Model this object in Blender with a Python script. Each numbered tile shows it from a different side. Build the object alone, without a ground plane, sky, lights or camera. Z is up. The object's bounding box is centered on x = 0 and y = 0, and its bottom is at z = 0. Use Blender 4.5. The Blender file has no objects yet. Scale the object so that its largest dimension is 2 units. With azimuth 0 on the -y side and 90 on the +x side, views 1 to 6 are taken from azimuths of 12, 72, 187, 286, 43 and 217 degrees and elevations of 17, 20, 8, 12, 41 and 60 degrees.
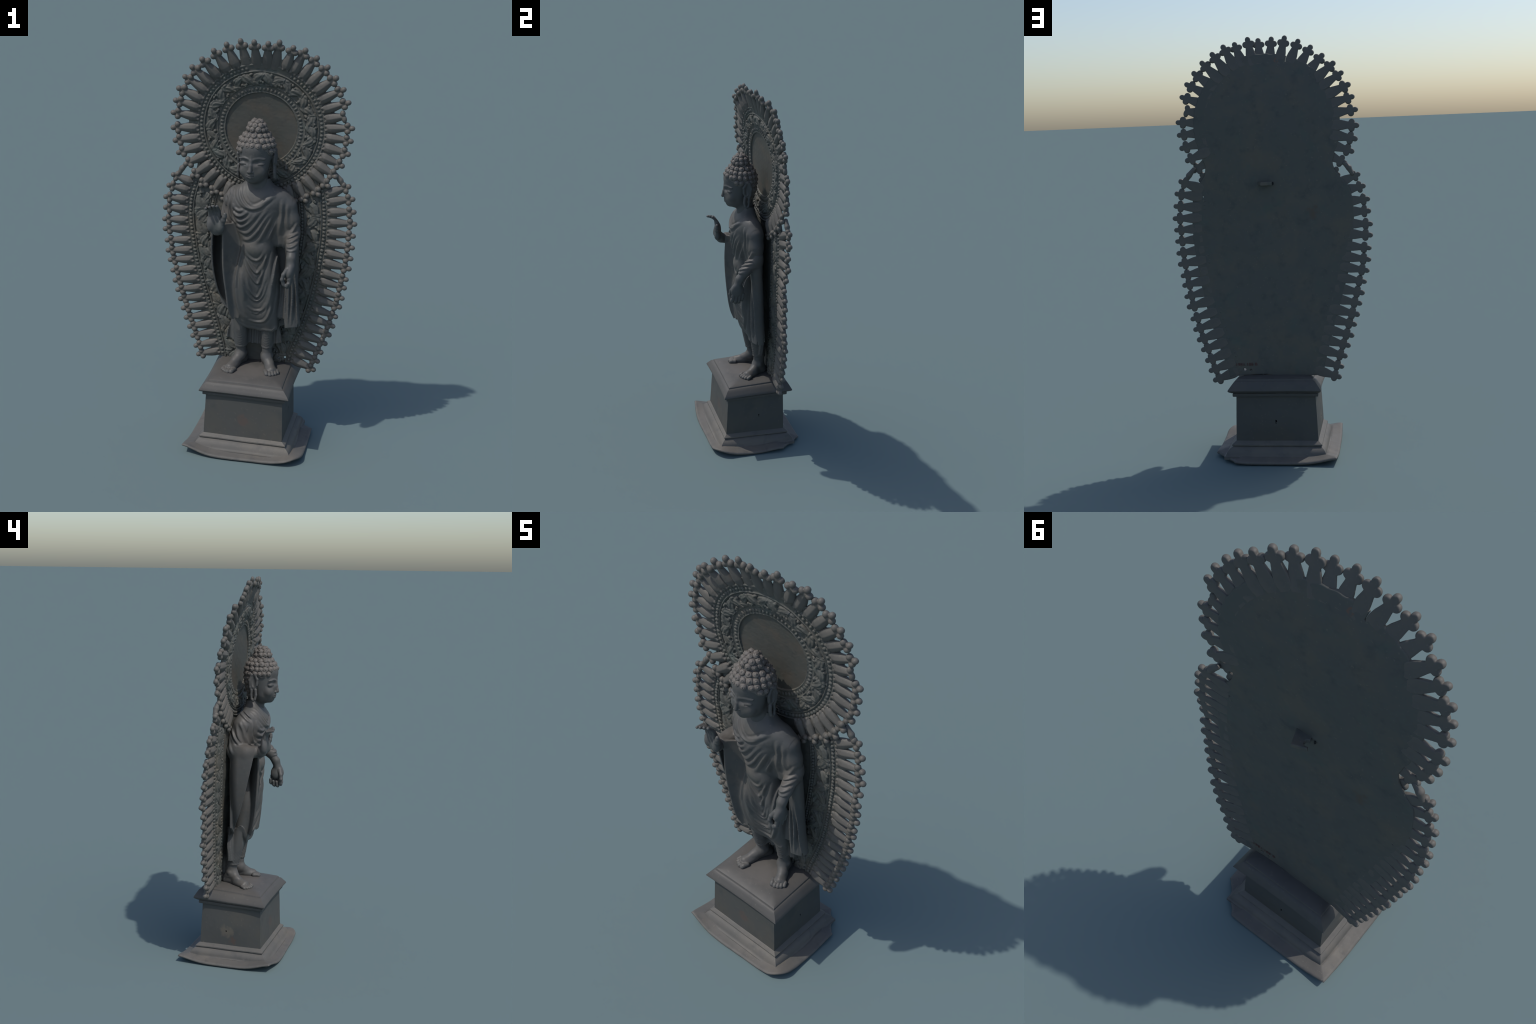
"""Small bronze shrine: a robed standing figure on a moulded pedestal, backed by a
pierced, beaded mandorla with a ring of trefoil finials.  Everything is modelled
from profiles, spines and signed-distance primitives."""
import bpy, bmesh, math, random
import numpy as np
from mathutils import Matrix, Vector

rng = np.random.default_rng(7)
random.seed(7)
f32 = np.float32

# ----------------------------------------------------------------------------- helpers
COLL = bpy.context.scene.collection


def link(ob, parent=None):
    COLL.objects.link(ob)
    if parent is not None:
        ob.parent = parent
    return ob


def empty(name, parent=None):
    ob = bpy.data.objects.new(name, None)
    return link(ob, parent)


def mesh_from(name, verts, faces, smooth=True):
    me = bpy.data.meshes.new(name)
    verts = np.asarray(verts, f32)
    faces = np.asarray(faces, np.int32)
    n = faces.shape[1]
    me.vertices.add(len(verts))
    me.vertices.foreach_set("co", verts.ravel())
    me.loops.add(faces.size)
    me.loops.foreach_set("vertex_index", faces.ravel())
    me.polygons.add(len(faces))
    me.polygons.foreach_set("loop_start", np.arange(0, faces.size, n, dtype=np.int32))
    me.polygons.foreach_set("loop_total", np.full(len(faces), n, np.int32))
    if smooth:
        me.polygons.foreach_set("use_smooth", np.ones(len(faces), bool))
    me.update(calc_edges=True)
    return me


def make(name, verts, faces, mat, parent, smooth=True):
    me = mesh_from(name, verts, faces, smooth)
    me.materials.append(mat)
    return link(bpy.data.objects.new(name, me), parent)


def blur(a, n):
    """running mean of a 1-D profile (keeps the ends)"""
    if n < 2:
        return a
    p = np.pad(a, n, mode="reflect", reflect_type="odd")
    k = np.ones(n) / n
    return np.convolve(np.convolve(p, k, "same"), k, "same")[n:-n]


def profile(xs, knots, col, n=0):
    """smooth interpolation of column `col` of a knot table over xs"""
    t = np.array(knots, float)
    o = np.argsort(t[:, 0])
    fine = np.linspace(min(t[:, 0].min(), np.min(xs)), max(t[:, 0].max(), np.max(xs)), 800)
    v = np.interp(fine, t[o, 0], t[o, col])
    v = blur(v, n)
    return np.interp(xs, fine, v)


def catmull(pts, per=10):
    p = np.array(pts, float)
    p = np.vstack([2 * p[0] - p[1], p, 2 * p[-1] - p[-2]])
    out = []
    for i in range(1, len(p) - 2):
        t = np.linspace(0, 1, per, endpoint=False)[:, None]
        a, b, c, d = p[i - 1], p[i], p[i + 1], p[i + 2]
        out.append(.5 * (2 * b + (c - a) * t + (2 * a - 5 * b + 4 * c - d) * t ** 2 + (3 * b - a - 3 * c + d) * t ** 3))
    out.append(p[-2][None])
    return np.vstack(out)


def sstep(a, b, x):
    t = np.clip((x - a) / (b - a), 0, 1)
    return t * t * (3 - 2 * t)


def value_noise(x, y, z, seed=0):
    """cheap smooth lattice-free noise: a sum of skewed sines, range about -1..1"""
    r = np.random.default_rng(seed)
    s = 0
    for i in range(6):
        k = r.normal(size=3)
        k *= (1 + .5 * i) / np.linalg.norm(k)
        s = s + np.sin(k[0] * x + k[1] * y + k[2] * z + r.uniform(0, 6.28)) / (1 + .25 * i)
    return s / 2.6


class Field:
    """signed-distance block that primitives are blended into, then skinned"""

    def __init__(self, lo, hi, h):
        self.h = h
        self.lo = np.array(lo, float)
        n = np.ceil((np.array(hi) - self.lo) / h).astype(int) + 1
        self.ax = [(self.lo[i] + np.arange(n[i]) * h).astype(f32) for i in range(3)]
        self.F = np.full(n, .5, f32)
        self.L = np.zeros(n, np.int8)

    def win(self, lo, hi):
        s = []
        for i in range(3):
            a = int(np.searchsorted(self.ax[i], lo[i]))
            b = int(np.searchsorted(self.ax[i], hi[i]))
            s.append(slice(max(a - 1, 0), min(b + 1, len(self.ax[i]))))
        s = tuple(s)
        g = (self.ax[0][s[0]][:, None, None], self.ax[1][s[1]][None, :, None], self.ax[2][s[2]][None, None, :])
        return s, g

    def add(self, fn, lo, hi, k=.004, label=0):
        s, g = self.win(np.array(lo) - k - 3 * self.h, np.array(hi) + k + 3 * self.h)
        f = self.F[s]
        if f.size == 0:
            return
        d = np.broadcast_to(fn(*g), f.shape).astype(f32)
        lab = self.L[s]
        lab[d < f] = label
        w = np.clip(.5 + .5 * (f - d) / k, 0, 1)
        self.F[s] = f + (d - f) * w - k * w * (1 - w)

    def cut(self, fn, lo, hi, k=.003):
        s, g = self.win(np.array(lo) - k - 3 * self.h, np.array(hi) + k + 3 * self.h)
        f = self.F[s]
        if f.size == 0:
            return
        d = -np.broadcast_to(fn(*g), f.shape).astype(f32)
        w = np.clip(.5 - .5 * (f - d) / k, 0, 1)
        self.F[s] = f + (d - f) * w + k * w * (1 - w)

    # primitives
    def cone(self, a, b, ra, rb, k=.004, label=0, cut=False, squash=None):
        a, b = np.array(a, float), np.array(b, float)
        ba = b - a
        L2 = max(ba @ ba, 1e-12)

        def fn(x, y, z):
            px, py, pz = x - a[0], y - a[1], z - a[2]
            t = np.clip((px * ba[0] + py * ba[1] + pz * ba[2]) / L2, 0, 1)
            qx, qy, qz = px - t * ba[0], py - t * ba[1], pz - t * ba[2]
            if squash is not None:
                qx, qy, qz = qx / squash[0], qy / squash[1], qz / squash[2]
            return np.sqrt(qx * qx + qy * qy + qz * qz) - (ra + (rb - ra) * t)
        r = max(ra, rb) * (1 if squash is None else max(squash))
        (self.cut if cut else self.add)(fn, np.minimum(a, b) - r, np.maximum(a, b) + r, k, *(() if cut else (label,)))

    def chain(self, pts, radii, k=.004, label=0, cut=False):
        for i in range(len(pts) - 1):
            self.cone(pts[i], pts[i + 1], radii[i], radii[i + 1], k, label, cut)

    def ball(self, c, r, k=.004, label=0, cut=False, rot=None):
        c = np.array(c, float)
        r = np.array(r if np.ndim(r) else (r, r, r), float)
        R = np.array(rot) if rot is not None else None

        def fn(x, y, z):
            px, py, pz = x - c[0], y - c[1], z - c[2]
            if R is not None:
                px, py, pz = (R[0][0] * px + R[0][1] * py + R[0][2] * pz, R[1][0] * px + R[1][1] * py + R[1][2] * pz,
                              R[2][0] * px + R[2][1] * py + R[2][2] * pz)
            k0 = np.sqrt((px / r[0]) ** 2 + (py / r[1]) ** 2 + (pz / r[2]) ** 2)
            k1 = np.sqrt((px / r[0] ** 2) ** 2 + (py / r[1] ** 2) ** 2 + (pz / r[2] ** 2) ** 2)
            return k0 * (k0 - 1) / np.maximum(k1, 1e-6)
        e = r.max() if rot is not None else r
        (self.cut if cut else self.add)(fn, c - e, c + e, k, *(() if cut else (label,)))

    def skin(self):
        """surface nets"""
        F, h = self.F, self.h
        ins = F < 0
        n = np.array(F.shape) - 1
        cnt = np.zeros(n, np.int8)
        offs = [(i, j, k) for i in (0, 1) for j in (0, 1) for k in (0, 1)]
        for o in offs:
            cnt += ins[o[0]:o[0] + n[0], o[1]:o[1] + n[1], o[2]:o[2] + n[2]]
        act = np.argwhere((cnt > 0) & (cnt < 8))
        idx = np.full(n, -1, np.int32)
        idx[act[:, 0], act[:, 1], act[:, 2]] = np.arange(len(act))
        cv = np.stack([F[act[:, 0] + o[0], act[:, 1] + o[1], act[:, 2] + o[2]] for o in offs], 1)
        pos = np.zeros((len(act), 3))
        num = np.zeros(len(act))
        for a in range(8):
            for b in range(a + 1, 8):
                if sum(abs(np.array(offs[a]) - np.array(offs[b]))) != 1:
                    continue
                m = (cv[:, a] < 0) != (cv[:, b] < 0)
                t = cv[m, a] / (cv[m, a] - cv[m, b])
                pos[m] += np.array(offs[a]) + t[:, None] * (np.array(offs[b]) - np.array(offs[a]))
                num[m] += 1
        V = self.lo + (act + pos / num[:, None]) * h
        quads = []
        for axis in range(3):
            o1, o2 = (axis + 1) % 3, (axis + 2) % 3
            sl0 = [slice(1, -1)] * 3
            sl1 = [slice(1, -1)] * 3
            sl0[axis] = slice(0, -1)
            sl1[axis] = slice(1, None)
            A, B = ins[tuple(sl0)], ins[tuple(sl1)]
            e = np.argwhere(A != B)
            inside_first = A[e[:, 0], e[:, 1], e[:, 2]]
            e = e.copy()
            e[:, o1] += 1
            e[:, o2] += 1

            def cell(d1, d2):
                c = e.copy()
                c[:, o1] += d1
                c[:, o2] += d2
                return idx[c[:, 0], c[:, 1], c[:, 2]]
            q = np.stack([cell(-1, -1), cell(0, -1), cell(0, 0), cell(-1, 0)], 1)
            q[~inside_first] = q[~inside_first][:, ::-1]
            quads.append(q)
        Q = np.vstack(quads)
        Q = Q[(Q >= 0).all(1)]
        return V, Q, self.L[act[:, 0], act[:, 1], act[:, 2]]


def vertex_normals(V, Q):
    a, b, c, d = (V[Q[:, i]] for i in range(4))
    n = np.cross(c - a, d - b)
    N = np.zeros_like(V)
    for i in range(4):
        np.add.at(N, Q[:, i], n)
    return N / np.maximum(np.linalg.norm(N, axis=1, keepdims=True), 1e-12)


def split_parts(V, Q, lab, parts, parent):
    """one smooth skin cut by label into named objects that share border vertices and normals"""
    N = vertex_normals(V, Q)
    ql = np.sort(lab[Q], axis=1)[:, 1]
    for code, (name, mat) in parts.items():
        q = Q[ql == code]
        if not len(q):
            continue
        used, inv = np.unique(q, return_inverse=True)
        ob = make(name, V[used], inv.reshape(q.shape), mat, parent)
        ob.data.normals_split_custom_set_from_vertices(N[used].tolist())


# ----------------------------------------------------------------------------- materials
def bronze(name, base, warm, dark, green, rough=.55, scale=1.0, warm_amt=.5, spot=None, bump=.16):
    """patinated bronze: a grey body colour with warm rubbed patches, dark and verdigris clouds, fine speckle"""
    m = bpy.data.materials.new(name)
    m.use_nodes = True
    nt = m.node_tree
    N, L = nt.nodes, nt.links
    bs = N["Principled BSDF"]
    tc = N.new("ShaderNodeTexCoord")
    src = tc.outputs["Object"]

    def noise(sc, det=4, ro=.55, off=0.0):
        mp = N.new("ShaderNodeMapping")
        mp.inputs["Location"].default_value = (off, off * 1.7, -off)
        L.new(src, mp.inputs["Vector"])
        t = N.new("ShaderNodeTexNoise")
        t.inputs["Scale"].default_value = sc * scale
        t.inputs["Detail"].default_value = det
        t.inputs["Roughness"].default_value = ro
        L.new(mp.outputs["Vector"], t.inputs["Vector"])
        return t.outputs["Fac"]

    def ramp(fac, a, b):
        r = N.new("ShaderNodeMapRange")
        r.inputs["From Min"].default_value = a
        r.inputs["From Max"].default_value = b
        r.interpolation_type = "SMOOTHSTEP"
        L.new(fac, r.inputs["Value"])
        return r.outputs["Result"]

    def mix(fac, ca, cb, amt=1.0):
        x = N.new("ShaderNodeMix")
        x.data_type = "RGBA"
        if amt != 1.0:
            mm = N.new("ShaderNodeMath"); mm.operation = "MULTIPLY"; mm.inputs[1].default_value = amt
            L.new(fac, mm.inputs[0]); fac = mm.outputs[0]
        L.new(fac, x.inputs["Factor"])
        for sock, v in ((x.inputs["A"], ca), (x.inputs["B"], cb)):
            if isinstance(v, tuple):
                sock.default_value = (*v, 1)
            else:
                L.new(v, sock)
        return x.outputs["Result"]
    col = mix(ramp(noise(5, 5, .6), .42, .68), base, warm, warm_amt)
    col = mix(ramp(noise(9, 5, .6, 3.1), .52, .75), col, green, .6)
    col = mix(ramp(noise(14, 6, .65, 7.7), .5, .8), col, dark, .7)
    sp = ramp(noise(90, 3, .6, 1.3), .62, .75)
    col = mix(sp, col, tuple(min(1, c * 1.7) for c in warm), .35)
    if spot:
        for (cx, cy, cz, r, c) in spot:
            vm = N.new("ShaderNodeVectorMath"); vm.operation = "DISTANCE"
            wob = N.new("ShaderNodeVectorMath"); wob.operation = "ADD"
            tn = N.new("ShaderNodeTexNoise"); tn.inputs["Scale"].default_value = 28; tn.inputs["Detail"].default_value = 3
            sc = N.new("ShaderNodeVectorMath"); sc.operation = "SCALE"; sc.inputs["Scale"].default_value = .09
            L.new(src, tn.inputs["Vector"]); L.new(tn.outputs["Color"], sc.inputs[0])
            L.new(src, wob.inputs[0]); L.new(sc.outputs[0], wob.inputs[1])
            L.new(wob.outputs[0], vm.inputs[0])
            vm.inputs[1].default_value = (cx + .045, cy + .045, cz + .045)
            col = mix(ramp(vm.outputs["Value"], r * 1.2, r * .5), col, c, .65)
    L.new(col, bs.inputs["Base Color"])
    rr = N.new("ShaderNodeMapRange")
    rr.inputs["To Min"].default_value = rough - .08
    rr.inputs["To Max"].default_value = rough + .12
    L.new(noise(20, 4, .6, 5.5), rr.inputs["Value"])
    L.new(rr.outputs["Result"], bs.inputs["Roughness"])
    bs.inputs["Metallic"].default_value = 0.0
    bs.inputs["Specular IOR Level"].default_value = .35
    bp = N.new("ShaderNodeBump")
    bp.inputs["Strength"].default_value = bump
    bp.inputs["Distance"].default_value = .002
    ad = N.new("ShaderNodeMath"); ad.operation = "MULTIPLY_ADD"; ad.inputs[1].default_value = 2.2
    L.new(noise(34, 4, .6, 4.4), ad.inputs[0]); L.new(noise(120, 5, .6, 2.2), ad.inputs[2])
    L.new(ad.outputs[0], bp.inputs["Height"])
    L.new(bp.outputs["Normal"], bs.inputs["Normal"])
    return m


M_FIG = bronze("dark_bronze_figure", (.082, .082, .080), (.118, .102, .084), (.050, .053, .055), (.072, .080, .076), .5, 1.0, .45)  # base darkened a little to carry the soft shading between folds
M_HAIR = bronze("rubbed_bronze_hair", (.124, .113, .103), (.160, .138, .118), (.078, .075, .073), (.108, .102, .094), .55, 1.6, .6)
M_PLATE = bronze("green_brown_bronze", (.088, .089, .080), (.124, .106, .080), (.050, .056, .058), (.074, .094, .083), .6, 1.2, .55,
                 spot=[(-.2, .045, 1.165, .03, (.10, .07, .05)), (.1, .01, 1.695, .018, (.05, .085, .07)), (-.043, -.03, 1.875, .012, (.17, .09, .06))])
M_DISC = bronze("brown_bronze_disc", (.076, .075, .065), (.100, .082, .064), (.052, .054, .051), (.064, .076, .066), .6, 1.5, .8,
                spot=[(.1, .01, 1.695, .018, (.05, .085, .07))])
M_FIN = bronze("worn_bronze_finial", (.104, .098, .088), (.132, .114, .095), (.066, .066, .063), (.090, .092, .084), .55, 1.6, .5)
M_BASE = bronze("bronze_pedestal_grey", (.070, .070, .066), (.090, .080, .064), (.052, .055, .055), (.064, .069, .063), .55, 1.0, .45,
                spot=[(-.200, .006, .165, .036, (.135, .115, .09)), (.0, -.17, .17, .03, (.095, .068, .058)), (-.194, -.02, .12, .02, (.10, .064, .05))])
M_FOOT = bronze("dusty_bronze_moulding", (.104, .099, .091), (.140, .126, .106), (.066, .066, .065), (.088, .088, .080), .6, 1.2, .6)
M_TOP = bronze("bronze_pedestal_top", (.076, .073, .069), (.098, .090, .080), (.058, .058, .058), (.074, .074, .070), .55, .9, .5,
               spot=[(-.02, -.05, .39, .085, (.108, .100, .092)), (.05, -.04, .39, .07, (.108, .100, .092))])


def plain(name, col, rough=.7):
    m = bpy.data.materials.new(name)
    m.use_nodes = True
    b = m.node_tree.nodes["Principled BSDF"]
    n = m.node_tree.nodes.new("ShaderNodeTexNoise")
    n.inputs["Scale"].default_value = 300
    mx = m.node_tree.nodes.new("ShaderNodeMix")
    mx.data_type = "RGBA"
    mx.inputs["A"].default_value = (*col, 1)
    mx.inputs["B"].default_value = (col[0] * .6, col[1] * .7, col[2] * .7, 1)
    m.node_tree.links.new(n.outputs["Fac"], mx.inputs["Factor"])
    m.node_tree.links.new(mx.outputs["Result"], b.inputs["Base Color"])
    b.inputs["Roughness"].default_value = rough
    return m


M_RED = plain("faded_red_paint", (.11, .032, .03))
M_HOLE = plain("dark_hole", (.012, .012, .012), .9)

# ----------------------------------------------------------------------------- the thing
statue = empty("bronze_statue")
statue["label"] = "dark bronze robed standing figure before a beaded pierced mandorla"
statue["category"] = "bronze statue"

# ============================================================================= MANDORLA
mandorla = empty("mandorla", statue)
SURF = (0.0371, -0.031, 0.0492, -0.1148, -0.145, 0.0107, 0.0844, 0.0951, 0.0176, -0.0811)


def sheet_y(x, z):
    """the plate leans forward at the top and is a little twisted"""
    w = z - 1.2
    a = SURF
    return (a[0] + a[1] * w + a[2] * w ** 2 + a[3] * w ** 3 + a[4] * w ** 4 + x * (a[5] + a[6] * w + a[7] * w * w)
            + x * x * (a[8] + a[9] * w))


def sheet_normal(x, z):
    e = .004
    n = np.array([(sheet_y(x + e, z) - sheet_y(x - e, z)) / (2 * e), -1, (sheet_y(x, z + e) - sheet_y(x, z - e)) / (2 * e)])
    return n / np.linalg.norm(n)          # points to the front


NC = (.009, 1.585)                        # centre of the round nimbus
# line that carries the finial roots of the body halo: z, left x, right x
ROOT = [(1.31, -.315, .318), (1.27, -.333, .33), (1.21, -.346, .338), (1.13, -.349, .342), (1.05, -.341, .340), (.99, -.332, .333),
        (.91, -.322, .322), (.83, -.300, .309), (.75, -.277, .292), (.68, -.257, .275), (.61, -.236, .253), (.54, -.216, .231), (.47, -.199, .206),
        (.41, -.185, .186)]


def root_x(z, side):
    return profile(z, ROOT, 2 if side > 0 else 1, 30)


# ---- plate with relief, built as a flat slab field then laid on the curved sheet
PH = .0022
xs = np.arange(-.42, .42, PH)
zs = np.arange(.372, 1.945, PH)
GX, GZ = np.meshgrid(xs, zs, indexing="ij")
rr = np.hypot(GX - NC[0], GZ - NC[1])
ph = np.arctan2(GZ - NC[1], GX - NC[0])
rootL, rootR = root_x(zs, -1), root_x(zs, 1)
slope = np.gradient(rootR, zs)
slopeL = np.gradient(rootL, zs)
cosR, cosL = 1 / np.sqrt(1 + slope ** 2), 1 / np.sqrt(1 + slopeL ** 2)
eR = (GX - rootR[None]) * cosR[None]
eL = (rootL[None] - GX) * cosL[None]
edge = np.maximum(eR, eL)                 # distance outside the root line of the body halo
arcR = np.concatenate([[0], np.cumsum(np.hypot(np.diff(zs), np.diff(rootR)))])
arcL = np.concatenate([[0], np.cumsum(np.hypot(np.diff(zs), np.diff(rootL)))])
arc = np.where(GX > 0, arcR[None], arcL[None])

relief = np.zeros_like(GX)
grain = value_noise(GX * 60, GZ * 60, 0, 3) * .0011 + value_noise(GX * 150, GZ * 150, 1, 5) * .0007


def bump_line(d, w, hgt):
    return hgt * np.exp(-(d / w) ** 2)


def leaf(cx, cz, ang, a, b, hgt, veins=True):
    """a swollen acanthus lobe pressed into the band"""
    m = max(a, b) * 1.25
    i0, i1 = np.searchsorted(xs, (cx - m, cx + m))
    j0, j1 = np.searchsorted(zs, (cz - m, cz + m))
    if i1 <= i0 or j1 <= j0:
        return
    X, Z = GX[i0:i1, j0:j1] - cx, GZ[i0:i1, j0:j1] - cz
    u = (X * math.cos(ang) + Z * math.sin(ang)) / a
    v = (-X * math.sin(ang) + Z * math.cos(ang)) / b
    v = v + .35 * u * u - .12
    q = u * u + (v / (1 - .45 * u).clip(.45, 1.5)) ** 2
    hh = hgt * np.sqrt(np.clip(1 - q, 0, 1)) ** .8
    if veins:
        hh = hh * (.86 + .14 * np.cos(v * 7 + u * 2.2))
        hh = hh - .0016 * np.exp(-(v / .12) ** 2) * (q < 1) * (u < .7)
    relief[i0:i1, j0:j1] = np.maximum(relief[i0:i1, j0:j1], hh)


def vine(curve, width, seed):
    """scrolling vine: alternating leaves, curled tendrils and berries along a curve of (x, z, nx, nz)"""
    r = np.random.default_rng(seed)
    P = np.array(curve)
    s = np.concatenate([[0], np.cumsum(np.hypot(np.diff(P[:, 0]), np.diff(P[:, 1])))])
    at = lambda t: [np.interp(t, s, P[:, k]) for k in range(4)]
    t, i = .012, 0
    step = width * .92
    while t < s[-1] - .01:
        x, z, nx, nz = at(t)
        tang = math.atan2(-nx, nz)
        sg = 1 if i % 2 else -1
        lean = tang + sg * (.62 + r.uniform(-.22, .22))
        off = sg * width * .10 + r.uniform(-.002, .002)
        a = width * (.56 + r.uniform(-.05, .07))
        leaf(x + nx * off, z + nz * off, lean, a, a * .62, .0125 + r.uniform(-.0015, .0025))
        x2, z2, nx2, nz2 = at(t + step * .52)
        o2 = -sg * width * .27
        leaf(x2 + nx2 * o2, z2 + nz2 * o2, lean + math.pi * (.8 + r.uniform(-.2, .2)), width * .34, width * .22, .011)
        for _ in range(2):
            x3, z3, nx3, nz3 = at(t + r.uniform(.25, .75) * step)
            o3 = sg * width * r.uniform(.2, .42)
            leaf(x3 + nx3 * o3, z3 + nz3 * o3, 0, .0072, .0072, .0115, False)
        x4, z4, nx4, nz4 = at(t + step * .25)
        o4 = -sg * width * .38
        leaf(x4 + nx4 * o4, z4 + nz4 * o4, tang + r.uniform(-.5, .5), width * .26, width * .15, .009, False)
        for _ in range(4):
            x5, z5, nx5, nz5 = at(t + r.uniform(0, 1) * step)
            o5 = width * r.uniform(-.46, .46)
            leaf(x5 + nx5 * o5, z5 + nz5 * o5, r.uniform(0, 6.28), width * r.uniform(.12, .2), width * r.uniform(.08, .12), r.uniform(.005, .0095), False)
        t += step * r.uniform(.92, 1.08)
        i += 1


TH = np.linspace(-math.pi * .5, 1.5 * math.pi, 400)
vine([(NC[0] + .234 * math.cos(a), NC[1] + .234 * math.sin(a), math.cos(a), math.sin(a)) for a in TH], .054, 11)
nimbus_relief = relief.copy()
relief[:] = 0
for side, rt, cs, sl in ((1, rootR, cosR, slope), (-1, rootL, cosL, slopeL)):
    pts = []
    for j in range(8, len(zs), 6):
        if zs[j] > 1.30:
            break
        n = np.array([side * 1.0, -side * sl[j]]) * cs[j]
        pts.append((rt[j] - n[0] * .073, zs[j] - n[1] * .073, n[0], n[1]))
    vine(pts, .070, 21 + side)
body_relief = relief.copy()
wn = sstep(.303, .300, rr)                # 1 inside the nimbus ring
floor_n = np.where(rr < .168, -.0035, .0) + sstep(.168, .172, rr) * .002
lines_n = bump_line(rr - .267, .0032, .0062) + bump_line(rr - .2045, .0028, .0045) + bump_line(rr - .297, .003, .004) - bump_line(rr - .2605, .003, .002) + bump_line(rr - .1695, .002, .003)
R_n = floor_n + lines_n + np.where((rr > .203) & (rr < .262), nimbus_relief, 0)
lines_b = bump_line(edge + .032, .0034, .0065) - bump_line(edge + .0385, .003, .002) + bump_line(edge + .003, .003, .003) + bump_line(edge + .112, .003, .005) + bump_line(edge + .135, .003, .005)
R_b = lines_b + np.where((edge > -.110) & (edge < -.036), body_relief, 0)
R = np.where(rr < .302, R_n, R_b)
R = R + grain * np.where(rr < .166, .3, 1)
# repair at the crown: the relief next to the top finials is smooth
crown = sstep(.25, .28, rr) * np.exp(-((ph - 1.45) / .3) ** 2)
R = R * (1 - .8 * crown * (rr < .302))

# plate outline (its teeth are the finials)
sl_out = edge - .042
top_cap = (GZ - (1.375 - 1.1 * np.clip(np.abs(GX) - .29, 0, 1) ** 1.0)) * .7
d_body = np.maximum(sl_out, top_cap)
bottom = .3935 + .004 * np.sin(GX * 17 + .6) - .009 * np.exp(-((GX - .0) / .026) ** 2) - .03 * sstep(.20, .30, np.abs(GX))
d_body = np.maximum(d_body, bottom - GZ)
d_nim = rr - .346 + .016 * np.exp(-((ph - 1.75) / .65) ** 2) + .0015 * np.sin(ph * 43)     # cut deeper under the bent crown
kw = np.clip(.5 + .5 * (d_nim - d_body) / .07, 0, 1)
OUT = d_nim + (d_body - d_nim) * kw - .07 * kw * (1 - kw)
for hx, hz, hr in ((.152, .422, .0062), (.123, .418, .0046), (.27, .642, .0035), (-.28, .61, .003), (-.345, 1.045, .003), (.325, 1.255, .003)):
    OUT = np.maximum(OUT, hr - np.hypot(GX - hx, GZ - hz))
OUT = np.maximum(OUT, .0028 - np.abs((GX + .088) + .25 * (GZ - 1.885)) - np.clip(np.abs(GZ - 1.888) - .012, 0, 1))    # crack beside the crown finial
OUT = np.clip(OUT, -.02, .02).astype(f32)
slab = Field((xs[0], -.0255, zs[0]), (xs[-1], .012, zs[-1]), PH)
vv = slab.ax[1][None, :, None]
nx_, nz_ = min(len(xs), slab.F.shape[0]), min(len(zs), slab.F.shape[2])
Rf = R.astype(f32)[:nx_, None, :nz_]
backn = (value_noise(GX * 9, GZ * 9, 0, 9) * .0009 + value_noise(GX * 70, GZ * 70, 2, 4) * .0003).astype(f32)[:nx_, None, :nz_]
front = -(vv + .0045 + Rf) * .75
back = vv - .0055 - backn
d = np.maximum(front, back)
o = OUT[:nx_, None, :nz_]
kk = .004
w = np.clip(.5 - .5 * (d - o) / kk, 0, 1)
d = d + (o - d) * w + kk * w * (1 - w)
slab.F[:nx_, :, :nz_] = d
# disc faces get their own label
rad = np.hypot(slab.ax[0][:, None, None] - NC[0], slab.ax[2][None, None, :] - NC[1])
slab.L[:] = ((rad < .1665) & (vv < -.0005)).astype(np.int8)
V, Q, lab = slab.skin()
V[:, 1] += sheet_y(V[:, 0], V[:, 2]) - .001
split_parts(V, Q, lab, {0: ("mandorla_plate", M_PLATE), 1: ("nimbus_disc", M_DISC)}, mandorla)
del slab, d, front, back, o, w

# ---- bead rows (small, joined)
def bead_mesh(seg=10, ring=6):
    bm = bmesh.new()
    bmesh.ops.create_uvsphere(bm, u_segments=seg, v_segments=ring, radius=1)
    v = np.array([q.co[:] for q in bm.verts])
    f = [[q.index for q in fc.verts] for fc in bm.faces]
    bm.free()
    return v, [(p + [p[-1]] if len(p) == 3 else p) for p in f]


def bead_row(name, places, parent, mat):
    """places: x, z, outward angle, half length (radial), half width, height"""
    bv, bf = bead_mesh()
    tri = [p[:3] for p in bf if p[2] == p[3]]
    quad = [p for p in bf if p[2] != p[3]]
    bm_v, T = [], []
    for x, z, a, l, wd, hg in places:
        n = len(bm_v) * len(bv)
        ca, sa = math.cos(a), math.sin(a)
        u, v_, t = bv[:, 0] * l, bv[:, 1] * wd, bv[:, 2] * hg
        X = x + u * ca - v_ * sa
        Z = z + u * sa + v_ * ca
        Y = sheet_y(X, Z) - .0045 - t
        bm_v.append(np.stack([X, Y, Z], 1))
        T += [[q + n for q in p] for p in tri]
        T += [[q + n for q in (p[0], p[1], p[2])] for p in quad] + [[q + n for q in (p[0], p[2], p[3])] for p in quad]
    ob = make(name, np.vstack(bm_v), np.array(T), mat, parent)
    bm = bmesh.new(); bm.from_mesh(ob.data); bmesh.ops.recalc_face_normals(bm, faces=bm.faces); bm.to_mesh(ob.data); bm.free()
    ob["kind"] = "stuff"
    return ob


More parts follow.
